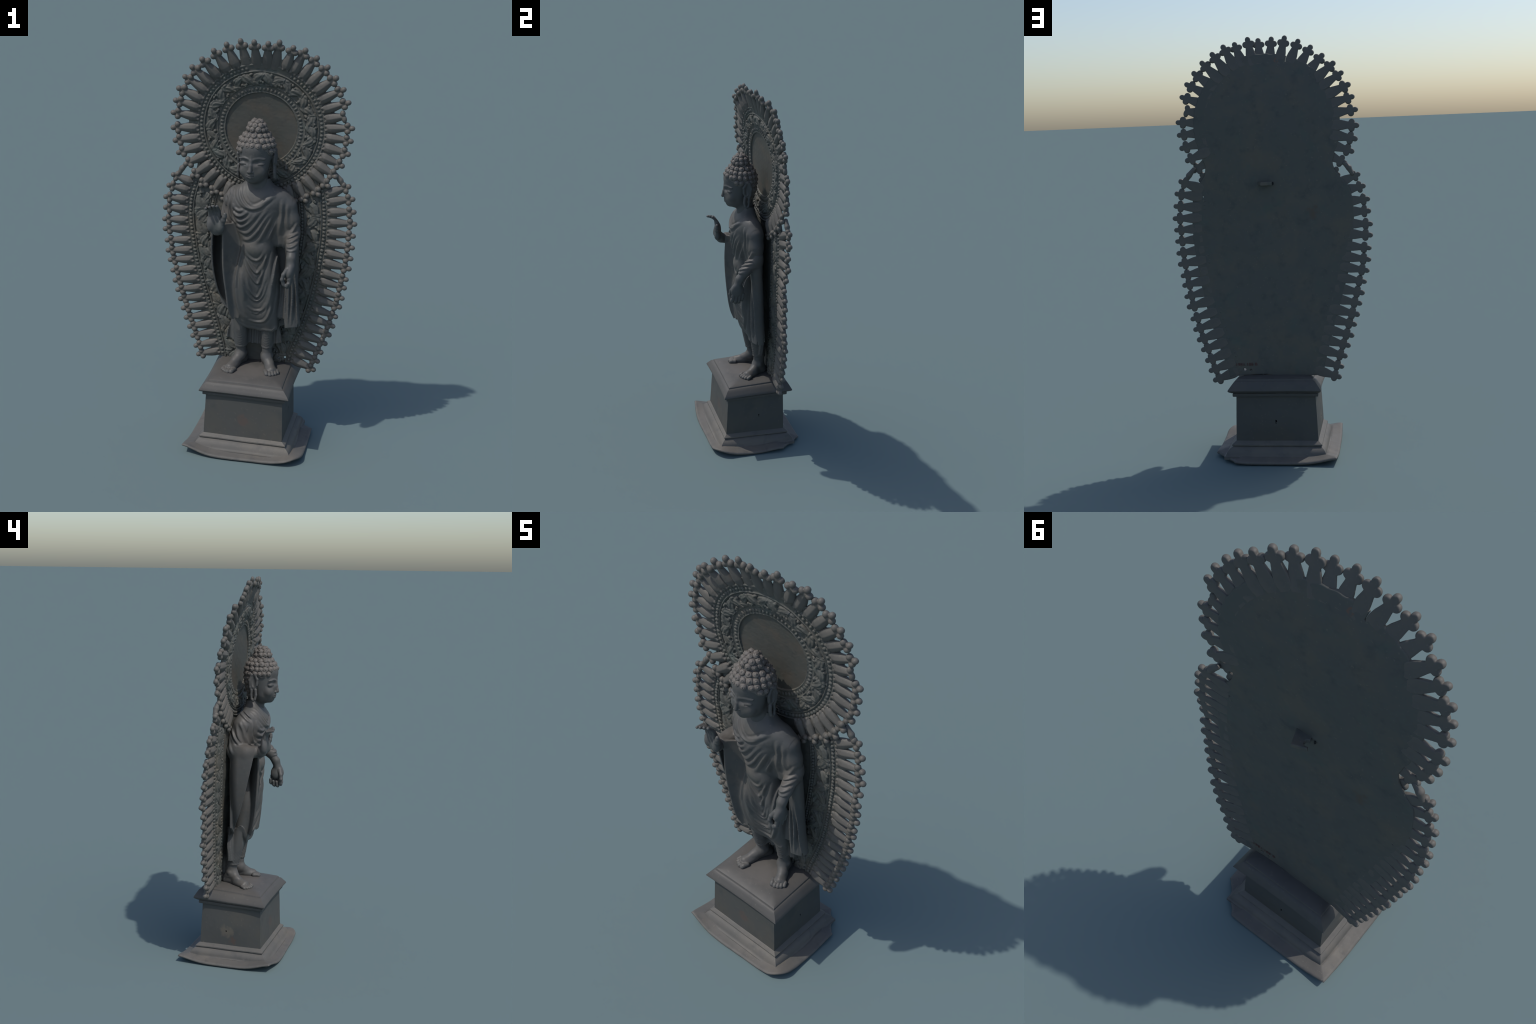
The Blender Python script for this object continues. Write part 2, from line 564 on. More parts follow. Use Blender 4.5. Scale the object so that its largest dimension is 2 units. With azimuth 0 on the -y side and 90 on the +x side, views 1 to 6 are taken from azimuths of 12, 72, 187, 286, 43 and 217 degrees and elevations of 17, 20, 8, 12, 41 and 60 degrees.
rb = np.random.default_rng(5)
rows = []
for r0, pitch, l, wd, hg in ((.186, .0172, .0108, .0078, .0085), (.2815, .0188, .0100, .0088, .0095)):
    n = int(2 * math.pi * r0 / pitch)
    for i in range(n):
        a = 2 * math.pi * i / n
        if r0 > .25 and abs(a - 1.45) < .32:
            continue
        j = rb.uniform(.85, 1.12)
        rows.append((NC[0] + r0 * math.cos(a), NC[1] + r0 * math.sin(a), a + rb.uniform(-.15, .15), l * j, wd * rb.uniform(.88, 1.1), hg * rb.uniform(.8, 1.1)))
bead_row("nimbus_bead", rows, mandorla, M_PLATE)
rows = []
for side, rt, cs, sl, ac in ((1, rootR, cosR, slope, arcR), (-1, rootL, cosL, slopeL, arcL)):
    for off, pitch, l, wd, hg in ((.0175, .0188, .0102, .0088, .0095), (.1235, .0185, .0088, .008, .008)):
        for t in np.arange(.02, ac[-1], pitch):
            z = np.interp(t, ac, zs)
            x = np.interp(t, ac, rt)
            c = np.interp(t, ac, cs)
            s_ = np.interp(t, ac, sl)
            nx, nz = side * c, -side * s_ * c
            px, pz = x - nx * off, z - nz * off
            if math.hypot(px - NC[0], pz - NC[1]) < .312 or pz < .40 or pz > 1.315:
                continue
            rows.append((px, pz, math.atan2(nz, nx) + rb.uniform(-.15, .15), l * rb.uniform(.85, 1.12), wd * rb.uniform(.88, 1.1), hg * rb.uniform(.75, 1.1)))
bead_row("halo_bead", rows, mandorla, M_PLATE)

# ---- finials: swollen bud, two side berries, one tip berry, flat back
FL = .13


def finial_mesh(name, kind):
    F = Field((-.012, -.036, -.014), (.138, .036, .034), .0023)
    if kind == "flat":
        body = [(0, .020, .008), (.02, .0235, .010), (.05, .0235, .011), (.075, .018, .010), (.095, .0145, .009)]
    else:
        body = [(0, .0185, .011), (.009, .0235, .0155), (.026, .0256, .0190), (.048, .0236, .0180), (.072, .0182, .0152), (.088, .0152, .0128), (.097, .0135, .0115)]
    bx = [b[0] for b in body]
    sx = F.ax[0][:, None, None]
    wid = profile(F.ax[0], [(b[0], b[1]) for b in body], 1, 25)[:, None, None]
    hei = profile(F.ax[0], [(b[0], b[2]) for b in body], 1, 25)[:, None, None]

    def bud(x, y, z):
        q = np.sqrt((y / wid) ** 2 + ((z - .001) / hei) ** 2) - 1
        dd = q * np.minimum(wid, hei) * .9
        dd = dd - .0013 * np.exp(-(y / .005) ** 2) * sstep(.004, .012, z) * (1 if kind != "flat" else .3)   # soft keel along the bud
        return np.maximum(dd, np.maximum(bx[0] - .006 - x, x - bx[-1]))
    s, g = F.win((-1, -1, -1), (1, 1, 1))
    F.F[:] = np.broadcast_to(bud(*g), F.F.shape)
    if kind != "flat":
        F.cone((-.006, 0, .010), (.007, 0, .019), .0055, .0035, .003, cut=True)     # pit at the root of the bud
        F.ball((.001, -.0105, .006), (.008, .007, .009), .003)
        F.ball((.001, .0105, .006), (.008, .007, .009), .003)
    zc = .0055 if kind != "flat" else .002
    F.ball((.0955, .0160, zc), .0140, .003)
    if kind == "broken":
        F.ball((.0985, -.011, zc), (.013, .018, .012), .004)
    else:
        F.ball((.0955, -.0160, zc), .0140, .003)
        F.ball((.1165, 0, zc + .001), (.0136, .0130, .0128), .003)
        F.cone((.092, 0, 0), (.115, 0, 0), .012, .010, .005)
    F.cut(lambda x, y, z: z + .0036 + 0 * x, (-1, -1, -1), (1, 1, -.002), .002)          # flat back
    V, Q, _ = F.skin()
    me = mesh_from(name, V, Q)
    me.materials.append(M_FIN)
    return me


MESH_F = {k: finial_mesh("finial_" + k, k) for k in ("bud", "flat", "broken")}


def finial(root, tip, kind="bud", width=1.0, lift=0.0):
    root, tip = np.array(root), np.array(tip)
    a = tip - root
    tip = tip + a / np.linalg.norm(a) * .009 * abs(a[0] / np.linalg.norm(a))
    a = tip - root
    lift -= .001
    L = np.linalg.norm(a)
    a /= L
    n = sheet_normal(*((root + tip) / 2)[[0, 2]])
    n = n - a * (n @ a)
    n /= np.linalg.norm(n)
    b = np.cross(n, a)
    M = Matrix(((a[0] * L / FL, b[0] * width, n[0], root[0] + n[0] * lift), (a[1] * L / FL, b[1] * width, n[1], root[1] + n[1] * lift),
                (a[2] * L / FL, b[2] * width, n[2], root[2] + n[2] * lift), (0, 0, 0, 1)))
    ob = bpy.data.objects.new("finial", MESH_F[kind])
    link(ob, mandorla)
    ob.matrix_world = M


# nimbus tips: angle from +x, radius, y of the tip (the crown is bent forward)
TIPS_N = [(199.3, .424, .013), (191.1, .425, .013), (182.6, .426, .008), (172.6, .425, -.007), (164.2, .423, -.02), (156.1, .427, -.025), (147.4, .426, -.034),
          (139.2, .425, -.049), (130.2, .418, -.073), (120.8, .421, -.075), (111.8, .423, -.071), (102.6, .422, -.073), (93.8, .412, -.079), (84.8, .408, -.071),
          (78.2, .421, -.055), (69.2, .417, -.040), (62.1, .427, -.015), (53.8, .425, .002), (45.2, .428, .004), (36.8, .428, .007), (28.4, .430, .015),
          (19.8, .428, .022), (11.5, .408, .026), (3.5, .426, .033), (-4.7, .423, .037), (-13.3, .423, .043), (-22.1, .416, .052)]
for ang, rad_, ty in TIPS_N:
    a = math.radians(ang)
    kind = "flat" if 76 < ang < 106 else ("broken" if 11 < ang < 12 else "bud")
    r0 = .299 if kind != "flat" else .288
    rt_ = (NC[0] + r0 * math.cos(a), 0, NC[1] + r0 * math.sin(a))
    tx, tz = NC[0] + rad_ * math.cos(a), NC[1] + rad_ * math.sin(a)
    finial((rt_[0], sheet_y(rt_[0], rt_[2]), rt_[2]), (tx, ty, tz), kind, rng.uniform(.94, 1.05))
for angs in ((-30, -37.8, -46.4, -56, -65), (208, 217, 225.4, 234.5, 243)):
    for i, rad_ in enumerate((.414, .416, .414, .405, .400)):
        a = math.radians(angs[i])
        x0, z0 = NC[0] + .296 * math.cos(a), NC[1] + .296 * math.sin(a)
        x1, z1 = NC[0] + rad_ * math.cos(a), NC[1] + rad_ * math.sin(a)
        lf = .003 + .002 * min(i, 1)
        finial((x0, sheet_y(x0, z0), z0), (x1, sheet_y(x1, z1) - lf, z1), "bud", 1.0, lf)
# body halo tips, top to bottom
TIPS_R = [(.429, .062, 1.334), (.452, .058, 1.275), (.462, .051, 1.215), (.469, .053, 1.156), (.467, .045, 1.099), (.467, .038, 1.043), (.462, .047, .986),
          (.456, .053, .933), (.445, .056, .877), (.438, .063, .831), (.430, .066, .776), (.419, .075, .727), (.401, .087, .670), (.390, .088, .618),
          (.374, .093, .568), (.356, .094, .519), (.337, .100, .467), (.322, .100, .417), (.304, .099, .369)]
TIPS_L = [(-.417, .013, 1.339), (-.440, .018, 1.283), (-.459, .029, 1.222), (-.462, .037, 1.166), (-.469, .045, 1.105), (-.468, .052, 1.053), (-.460, .058, .993),
          (-.457, .065, .939), (-.448, .073, .888), (-.434, .070, .835), (-.423, .073, .782), (-.410, .076, .732), (-.398, .087, .681), (-.383, .085, .633),
          (-.369, .092, .581), (-.351, .093, .533), (-.335, .099, .483), (-.317, .095, .431), (-.304, .103, .382)]
DROP = [(1.34, -.046), (1.275, -.02), (1.15, 0), (.986, .018), (.67, .037), (.36, .045)]
for side, tips in ((1, TIPS_R), (-1, TIPS_L)):
    for (x, y, z) in tips:
        z0 = z + float(profile(np.array([z]), DROP, 1)[0]) * (1 if side > 0 else .85)
        x0 = float(root_x(np.array([z0]), side)[0]) + side * .002
        finial((x0, sheet_y(x0, z0), z0), (x, y, z), "bud", rng.uniform(.9, 1.02))

# struts that tie nimbus and halo together at the waist
for side, p in ((1, [(.362, 1.388), (.386, 1.360), (.398, 1.340)]), (-1, [(-.350, 1.392), (-.371, 1.370), (-.386, 1.342)])):
    F = Field((min(q[0] for q in p) - .02, -.05, 1.32), (max(q[0] for q in p) + .02, .1, 1.43), .002)
    P3 = [(q[0], float(sheet_y(q[0], q[1])) + (.008 if side > 0 else -.006), q[1]) for q in p]
    F.chain(P3, (.010, .0135, .010), .004)
    V, Q, _ = F.skin()
    make("strut", V, Q, M_FIN, mandorla)

# tang with a worn slot on the back
F = Field((-.03, .0, 1.28), (.08, .12, 1.345), .0018)


def tang(x, y, z):
    u = (x - .024) * .94 + (y - .06) * .34
    v = -(x - .024) * .34 + (y - .06) * .94
    q = np.maximum(np.maximum(np.abs(u) - .024, np.abs(v) - .027), np.abs(z - 1.311) - .0055)
    return q - .003


F.add(tang, (-.02, .01, 1.29), (.07, .11, 1.33), .002)
F.ball((.0, .062, 1.316), (.012, .012, .02), .003, cut=True)
V, Q, _ = F.skin()
make("tang", V, Q, M_PLATE, mandorla)
F = Field((-.025, .02, 1.29), (.005, .055, 1.325), .0012)
F.ball((-.012, .0405, 1.308), (.0035, .004, .0085), .001)
V, Q, _ = F.skin()
make("tang_dark_pellet", V, Q, M_HOLE, mandorla)


def painted_mark(name, text, x_start, z_base, height, width, y_of, parent, tilt=0.0):
    cu = bpy.data.curves.new(name, "FONT")
    cu.body = text
    cu.size = height * 1.38
    cu.extrude = .0002
    ob = bpy.data.objects.new(name, cu)
    COLL.objects.link(ob)
    dg = bpy.context.evaluated_depsgraph_get()
    me = bpy.data.meshes.new_from_object(ob.evaluated_get(dg))
    bpy.data.objects.remove(ob)
    v = np.array([q.co[:] for q in me.vertices])
    v[:, 0] *= width / v[:, 0].max()
    X = x_start - v[:, 0]
    Z = z_base + v[:, 1] + tilt * v[:, 0]
    Y = y_of(X, Z) + v[:, 2] * 1.0
    me.vertices.foreach_set("co", np.stack([X, Y, Z], 1).astype(f32).ravel())
    me.materials.clear()
    me.materials.append(M_RED)
    me.name = name
    return link(bpy.data.objects.new(name, me), parent)


painted_mark("painted_number", "1981.188 B", .197, .4405, .0145, .107, lambda x, z: sheet_y(x, z) + .0068, mandorla, .015)

# ============================================================================= PEDESTAL
pedestal = empty("pedestal", statue)


def ring(x0, x1, y0, y1, z, bow=0.0, n=16, tilt=.0, wob=0.0):
    """rectangle ring; bow pulls the middles of the sides inwards"""
    pts = []
    c = [(x0, y0), (x1, y0), (x1, y1), (x0, y1)]
    for i in range(4):
        (ax, ay), (bx, by) = c[i], c[(i + 1) % 4]
        nx, ny = -(by - ay), (bx - ax)
        l = math.hypot(nx, ny)
        nx, ny = nx / l, ny / l
        for j in range(n):
            t = j / n
            k = bow * 4 * t * (1 - t)
            x, y = ax + (bx - ax) * t + nx * k, ay + (by - ay) * t + ny * k
            pts.append((x, y, z + tilt * (y / .18) + wob * math.sin(x * 23 + y * 31 + z * 50)))
    return pts


def loft(name, rings, mat, parent, cap_top=True, cap_bottom=True, sharp=32):
    n = len(rings[0])
    V = [p for r in rings for p in r]
    Fc = []
    for i in range(len(rings) - 1):
        for j in range(n):
            k = (j + 1) % n
            Fc.append((i * n + j, i * n + k, (i + 1) * n + k, (i + 1) * n + j))
    me = bpy.data.meshes.new(name)
    if cap_bottom:
        Fc.append(tuple(range(n))[::-1])
    if cap_top:
        Fc.append(tuple(range((len(rings) - 1) * n, len(rings) * n)))
    me.from_pydata(V, [], Fc)
    bm = bmesh.new(); bm.from_mesh(me); bmesh.ops.recalc_face_normals(bm, faces=bm.faces); bm.to_mesh(me); bm.free()
    me.polygons.foreach_set("use_smooth", np.ones(len(me.polygons), bool))
    me.set_sharp_from_angle(angle=math.radians(sharp))
    me.materials.append(mat)
    return link(bpy.data.objects.new(name, me), parent)


def rings_from(table, bow=0.0, wob=0.0):
    return [ring(x0, x1, y0, y1, z, b if len(t) > 6 else bow, 16, tl, wob) for t in table for (x0, x1, y0, y1, z, tl, b) in [tuple(t) + (bow,) * (7 - len(t))]]


# dado (tapering block) with real key-shaped holes
dado = loft("dado", rings_from([
    (-.1965, .1985, -.1735, .1595, .078, .0), (-.196, .198, -.173, .159, .088, .0), (-.1945, .1965, -.171, .157, .14, .0), (-.1915, .194, -.1695, .153, .22, .001), (-.189, .1915, -.1675, .1495, .285, .003),
    (-.1885, .191, -.167, .149, .306, .004)], 0), M_BASE, pedestal)


for v in dado.data.vertices:      # back and left faces are a little swollen
    t = math.sin(max(0, min(1, (v.co.z - .088) / .2)) * math.pi)
    if v.co.y > .13:
        v.co.y += .011 * t * max(0, 1 - (v.co.x / .19) ** 2)
    if v.co.x < -.17:
        v.co.x -= .009 * t * max(0, 1 - (v.co.y / .16) ** 2)


def drill(target, places):
    for (c, sz) in places:
        bm = bmesh.new()
        bmesh.ops.create_cube(bm, size=1)
        for v in bm.verts:
            v.co = Vector((v.co.x * sz[0] + c[0] + v.co.z * .0015, v.co.y * sz[1] + c[1], v.co.z * sz[2] + c[2]))
        me = bpy.data.meshes.new("drill"); bm.to_mesh(me); bm.free()
        me.materials.append(M_HOLE)
        dob = bpy.data.objects.new("drill", me); COLL.objects.link(dob)
        md = target.modifiers.new("hole", "BOOLEAN"); md.object = dob; md.operation = "DIFFERENCE"; md.solver = "EXACT"
        md.material_mode = "TRANSFER"
        dg = bpy.context.evaluated_depsgraph_get()
        new = bpy.data.meshes.new_from_object(target.evaluated_get(dg))
        target.modifiers.clear()
        target.data = new
        bpy.data.objects.remove(dob)
    target.data.polygons.foreach_set("use_smooth", np.ones(len(target.data.polygons), bool))
    target.data.set_sharp_from_angle(angle=math.radians(32))
    target.data.name = target.name


drill(dado, [((.196, .012, .188), (.03, .005, .008)), ((.196, .0135, .180), (.03, .0022, .012)), ((.002, .157, .187), (.007, .04, .009)), ((.0035, .157, .179), (.003, .04, .011)),
             ((-.202, .014, .167), (.02, .008, .006))])

cornice = loft("cornice", rings_from([
    (-.189, .1915, -.1675, .1495, .300, .004), (-.201, .204, -.179, .1635, .302, .005), (-.203, .206, -.181, .166, .306, .005), (-.203, .206, -.181, .166, .3155, .006), (-.200, .203, -.178, .1635, .318, .006),
    (-.205, .210, -.183, .172, .3195, .007), (-.2155, .2225, -.1935, .186, .3265, .008, .004), (-.2180, .2255, -.1965, .1905, .3315, .008, .005), (-.2170, .2245, -.1955, .1898, .336, .008, .005),
    (-.2105, .2175, -.1895, .184, .345, .0085, .004), (-.2010, .208, -.1815, .1765, .357, .0095, .003), (-.191, .198, -.174, .1685, .3685, .0105, .002), (-.1835, .1905, -.167, .161, .3722, .0112, .0015),
    (-.1812, .1887, -.1652, .1592, .3726, .0115, .0015),
    (-.180, .1875, -.164, .158, .375, .0115, .0015), (-.178, .1855, -.162, .156, .3795, .012, .001), (-.170, .178, -.154, .148, .3835, .0115), (-.13, .138, -.114, .108, .389, .010), (-.07, .08, -.06, .06, .391, .009), (-.01, .02, -.01, .01, .392, .006)], 0, .0004), M_TOP, pedestal)


def slab_z(y):
    return .392 + .105 * min(y, .0) + .02 * max(y, 0)


base_mould = loft("base_moulding", rings_from([
    (-.2415, .2525, -.2235, .2145, .012, 0), (-.2405, .2515, -.2225, .2135, .026, 0), (-.2365, .2475, -.217, .209, .0275, 0), (-.2345, .2445, -.2135, .2065, .030, 0), (-.2335, .2425, -.2105, .205, .036, 0), (-.2315, .239, -.2065, .2015, .044, 0),
    (-.2265, .2325, -.2005, .1945, .0525, 0), (-.219, .2235, -.1925, .186, .060, 0), (-.2105, .2135, -.1835, .1755, .0645, 0), (-.2095, .2115, -.182, .174, .0655, 0),
    (-.2095, .2115, -.182, .174, .0675, 0), (-.2145, .2165, -.187, .179, .0685, 0), (-.2155, .2175, -.188, .18, .0715, 0), (-.2145, .2165, -.187, .179, .0755, 0), (-.2045, .2065, -.1795, .1695, .0825, 0),
    (-.1985, .2005, -.1745, .1625, .0875, 0), (-.19, .192, -.168, .155, .091, 0)], 0, .0005), M_FOOT, pedestal)

# foot flange: an uneven sheet turned up at the corners, with one corner broken away
F = Field((-.315, -.295, -.012), (.335, .29, .085), .003)
X, Y = np.meshgrid(F.ax[0], F.ax[1], indexing="ij")
lift = np.zeros_like(X)
for cx, cy, amp, rad_ in ((-.29, -.26, .036, .10), (.305, -.255, .032, .10), (-.30, .265, .026, .10), (.30, .11, .012, .07), (.26, .27, .012, .08)):
    lift += amp * np.exp(-((X - cx) ** 2 + (Y - cy) ** 2) / rad_ ** 2)
oy0 = -.262 + .009 * (np.abs(X - .0) / .27) ** 4 * (X < .3) + .003 * np.sin(X * 14)
oy1 = .260 - .004 * (np.abs(X) / .27) ** 4
ox0 = -.292 + .003 * (np.abs(Y) / .25) ** 4
ox1 = .303 - .007 * (np.abs(Y) / .25) ** 4
o2 = np.maximum(np.maximum(oy0 - Y, Y - oy1), np.maximum(ox0 - X, X - ox1))
o2 = np.maximum(o2, ((X - .205) ** 2 + (Y + .165) ** 2) ** .5 - .0965 - 1e3 * ((X < .205) | (Y > -.165)))
brk = ((X - .205) * .74 + (Y - .243) * .60)                          # broken back right corner
brk = np.maximum(brk - .006 + .006 * np.sin(X * 90 + Y * 60), -(Y - .135 + .3 * (X - .29)))
brk = np.where((Y > .10) & (X > .17), np.minimum((X - .2) * .72 + (Y - .247) * .62, Y - .142 - .25 * (.295 - X)), -1) + .004 * np.sin(X * 110) * np.cos(Y * 90)
o2 = np.maximum(o2, brk)
zz = F.ax[2][None, None, :]
zb = (lift)[:, :, None]
inner = np.clip(-o2 / .05, 0, 1)
zt = (lift * .96 + .0155 + .010 * inner ** 1.5 + .001 * value_noise(X * 40, Y * 40, 0, 2))[:, :, None]
d = np.maximum(zb - zz + .0005, (zz - zt) * .9)
o = o2[:, :, None].astype(f32)
w = np.clip(.5 - .5 * (d - o) / .012, 0, 1)
F.F[:] = d + (o - d) * w + .012 * w * (1 - w)
V, Q, _ = F.skin()
V[:, 2] = np.maximum(V[:, 2], 0)
make("foot_flange", V, Q, M_FOOT, pedestal)
painted_mark("painted_number", "1981.188 A", .169, .0965, .011, .113, lambda x, z: .1598 - (z - .08) * .047 + 0 * x, pedestal, 0)

# ============================================================================= FIGURE
figure = empty("robed_figure", statue)
H = .0026
FOLDS = {   # fold crests as seen from the front: (x, z) control points, half width, height
    "collar_in": ([(-.045, 1.343), (-.038, 1.301), (-.013, 1.266), (.017, 1.254), (.056, 1.272), (.081, 1.292)], .0055, .0045),
    "collar": ([(-.063, 1.342), (-.054, 1.289), (-.026, 1.252), (.007, 1.24), (.043, 1.251), (.075, 1.277), (.114, 1.308)], .0085, .009),
    "collar_out": ([(-.077, 1.334), (-.069, 1.285), (-.043, 1.25), (-.016, 1.234)], .0055, .0045),
    "chest_a": ([(-.086, 1.253), (-.079, 1.23), (-.055, 1.221), (-.026, 1.227)], .0075, .006),
    "chest_b": ([(-.084, 1.213), (-.068, 1.196), (-.042, 1.2), (-.009, 1.223)], .008, .009),
    "chest_c": ([(-.071, 1.174), (-.051, 1.169), (-.021, 1.182), (.015, 1.215)], .008, .0085),
    "chest_d": ([(-.07, 1.147), (-.053, 1.14), (-.027, 1.151), (.006, 1.184), (.034, 1.217)], .008, .008),
    "chest_e": ([(-.058, 1.124), (-.033, 1.113), (-.006, 1.122), (.026, 1.159), (.058, 1.205), (.083, 1.237)], .0075, .006),
    "chest_f": ([(-.042, 1.085), (-.022, 1.08), (.002, 1.092), (.037, 1.133), (.069, 1.186), (.106, 1.236)], .0085, .008),
    "chest_g": ([(.016, 1.056), (.045, 1.089), (.07, 1.142), (.095, 1.192), (.116, 1.23)], .009, .006),
    "chest_h": ([(.082, 1.082), (.1, 1.132), (.122, 1.181)], .008, .006),
    "chest_i": ([(.118, 1.106), (.129, 1.164), (.14, 1.216)], .008, .006),
    "arm_a": ([(-.117, 1.278), (-.117, 1.221), (-.098, 1.175), (-.074, 1.15)], .006, .005),
    "arm_b": ([(-.09, 1.28), (-.091, 1.223), (-.078, 1.177)], .006, .005),
    "lap_a": ([(-.034, 1.031), (-.006, .995), (.028, .98), (.055, 1.001), (.077, 1.041)], .007, .008),
    "lap_b": ([(-.03, 1.017), (-.005, .957), (.03, .916), (.053, .946), (.072, .996), (.084, 1.035)], .007, .009),
    "lap_c": ([(-.036, .996), (-.007, .919), (.032, .86), (.051, .9), (.066, .954), (.081, 1.007)], .0065, .008),
    "lap_d": ([(-.019, .89), (0, .824), (.03, .785), (.055, .827), (.073, .899)], .0065, .008),
    "lap_e": ([(-.025, .854), (-.002, .789), (.029, .765), (.059, .799), (.081, .872)], .0055, .006),
    "lap_f": ([(-.015, .741), (.014, .713), (.055, .72), (.077, .765)], .006, .006),
    "lap_g": ([(0, .707), (.028, .697), (.055, .716)], .005, .004),
    "lap_h": ([(-.014, .663), (.023, .648), (.064, .659), (.093, .709), (.107, .797)], .0065, .007),
    "side_a": ([(.126, 1.073), (.125, 1.011), (.117, .942), (.11, .85)], .0075, .009),
    "side_b": ([(.146, 1.065), (.142, .996), (.138, .909)], .0065, .009),
    "hip": ([(-.041, 1.047), (-.056, .977), (-.068, .906), (-.069, .832)], .008, .007),
    "leg_a": ([(-.077, .898), (-.068, .778), (-.048, .701), (-.019, .661)], .009, .005),
    "leg_b": ([(-.047, .922), (-.034, .835), (-.022, .765)], .01, .005),
    "leg_c": ([(.11, .917), (.097, .796), (.072, .722)], .01, .006),
    "pleat_b": ([(0.162, 1.0), (0.155, .92), (.149, .837), (.142, .729), (.138, .619)], .0058, .009),
    "pleat_c": ([(0.167, 1.0), (0.165, .92), (.162, .832), (.161, .728), (.16, .626)], .0055, .009),
    "pleat_d": ([(0.176, 1.0), (0.178, .92), (.18, .833), (.182, .73), (.181, .639)], .006, .010),
    "pleat_e": ([(0.185, 1.0), (0.193, .92), (.2, .839), (.199, .732), (.196, .644)], .006, .010),
    "pleat_f": ([(0.192, 1.0), (0.206, .92), (.217, .823), (.223, .734), (.232, .645)], .006, .010),
}
B = Field((-.215, -.165, .47), (.265, .085, 1.37), H)
bx, bz = B.ax[0], B.ax[2]


def fold_map(folds, bx=bx):
    out = np.zeros((len(bx), len(bz)), f32)
    for pts, wdt, hgt in folds:
        c = catmull(pts, 14)
        t = np.linspace(0, 1, len(c))
        i0, i1 = np.searchsorted(bx, (c[:, 0].min() - .04, c[:, 0].max() + .04))
        j0, j1 = np.searchsorted(bz, (c[:, 1].min() - .04, c[:, 1].max() + .04))
        gx, gz = bx[i0:i1, None], bz[None, j0:j1]
        best = np.full((i1 - i0, j1 - j0), 9, f32)
        amp = np.zeros_like(best)
        for k in range(len(c)):
            dd = np.hypot(gx - c[k, 0], gz - c[k, 1])
            m = dd < best
            best[m] = dd[m]
            amp[m] = 1 - abs(2 * t[k] - 1) ** 3
        u = best / wdt
        out[i0:i1, j0:j1] += amp * hgt * .82 * (np.exp(-u ** 1.7) - .45 * np.exp(-(u - 1.75) ** 2 / .6))
    return out


FM = fold_map(FOLDS.values())
# between the thighs the cloth falls back; the left thigh stands less far forward than the right
TROUGH = [(1.0, 0), (.955, .012), (.914, .022), (.844, .036), (.779, .042), (.70, .036), (.624, .026), (.58, .024)]
ACROSS = [(-.13, 0), (-.06, .0), (-.03, .22), (.0, .72), (.025, 1), (.05, .85), (.08, .26), (.11, .12), (.15, .05), (.2, .0)]
FM -= (profile(bx, ACROSS, 1, 40)[:, None] * profile(bz, TROUGH, 1, 30)[None, :]).astype(f32)
FM = FM[:, None, :]

TRUNK = [  # z, centre x, half width, front y, back y
    (1.352, .018, .056, -.092, -0.022), (1.335, .018, .082, -.106, -0.016), (1.315, .018, .108, -.118, -0.008), (1.29, .017, .122, -.130, 0.001), (1.25, .012, .118, -.140, 0.008),
    (1.21, .008, .110, -.138, 0.012), (1.16, .010, .104, -.130, 0.015), (1.11, .016, .095, -.121, 0.018), (1.07, .020, .086, -.111, 0.02), (1.04, .022, .084, -.112, 0.021),
    (1.0, .024, .092, -.106, 0.023), (.95, .022, .104, -.107, 0.026), (.90, .018, .116, -.112, 0.028), (.85, .011, .118, -.113, 0.03), (.80, .014, .120, -.108, 0.032), (.75, .014, .117, -.098, 0.033),
    (.70, .016, .113, -.088, 0.034), (.65, .018, .110, -.070, 0.036), (.61, .020, .108, -.048, 0.038), (.57, .022, .105, -.030, 0.038)]


FM_SIDE = np.where(bx[:, None, None] > .13, FM + (profile(bx, ACROSS, 1, 40)[:, None] * profile(bz, TROUGH, 1, 30)[None, :]).astype(f32)[:, None, :], FM)

FM_SIDE = FM_SIDE - (.032 * np.exp(-((bx - .145) / .021) ** 2)[:, None] * sstep(1.05, .92, bz)[None, :]).astype(f32)[:, None, :]


def loft_fn(table, fold=1.0, nexp=2.3, shrink=0.0, zlo=None, zhi=None, twist=0.0):
    cx, hx, yf, yb = (profile(bz, table, i, 28) for i in (1, 2, 3, 4))
    cy, hy = (yf + yb) / 2, (yb - yf) / 2
    hx, hy = hx - shrink, hy - shrink

    def fn(x, y, z):
        j0 = int(round((float(z.ravel()[0]) - bz[0]) / H))
        i0 = int(round((float(x.ravel()[0]) - bx[0]) / H))
        sl = slice(j0, j0 + z.size)
        CX, HX, CY, HY = (a[sl][None, None, :].astype(f32) for a in (cx, hx, cy, hy))
        u = np.abs((x - CX) / HX)
        v = np.abs((y - CY - twist * (x - CX)) / HY)
        q = (u ** nexp + v ** nexp) ** (1 / nexp)
        dd = (q - 1) * np.minimum(HX, HY)
        if fold:
            fm = (FM if twist == 0 else FM_SIDE)[i0:i0 + x.size, :, sl]
            wgt = np.clip((CY - y) / .03 + .35, 0, 1)
            dd = dd - fold * fm * wgt
        if zlo is not None:
            dd = np.maximum(dd, zlo - z)
        if zhi is not None:
            dd = np.maximum(dd, z - zhi)
        return dd
    return fn


HEM = [(-.20, .80), (-.13, .78), (-.112, .735), (-.10, .696), (-.082, .654), (-.053, .624), (-.017, .606), (.039, .594), (.104, .597), (.112, .612), (.147, .620), (.188, .636), (.26, .640)]
hem = profile(bx, HEM, 1, 12)[:, None, None].astype(f32)
trunk = loft_fn(TRUNK)


def hemmed(x, y, z):
    i0 = int(round((float(x.ravel()[0]) - bx[0]) / H))
    hm = hem[i0:i0 + x.size]
    dd = trunk(x, y, z)
    lip = .0025 * np.exp(-((z - hm - .010) / .007) ** 2) * (y < .02)      # rolled hem
    return np.maximum(dd - lip, hm - z)


B.add(hemmed, (-.15, -.16, .57), (.17, .06, 1.36), .004, 1)
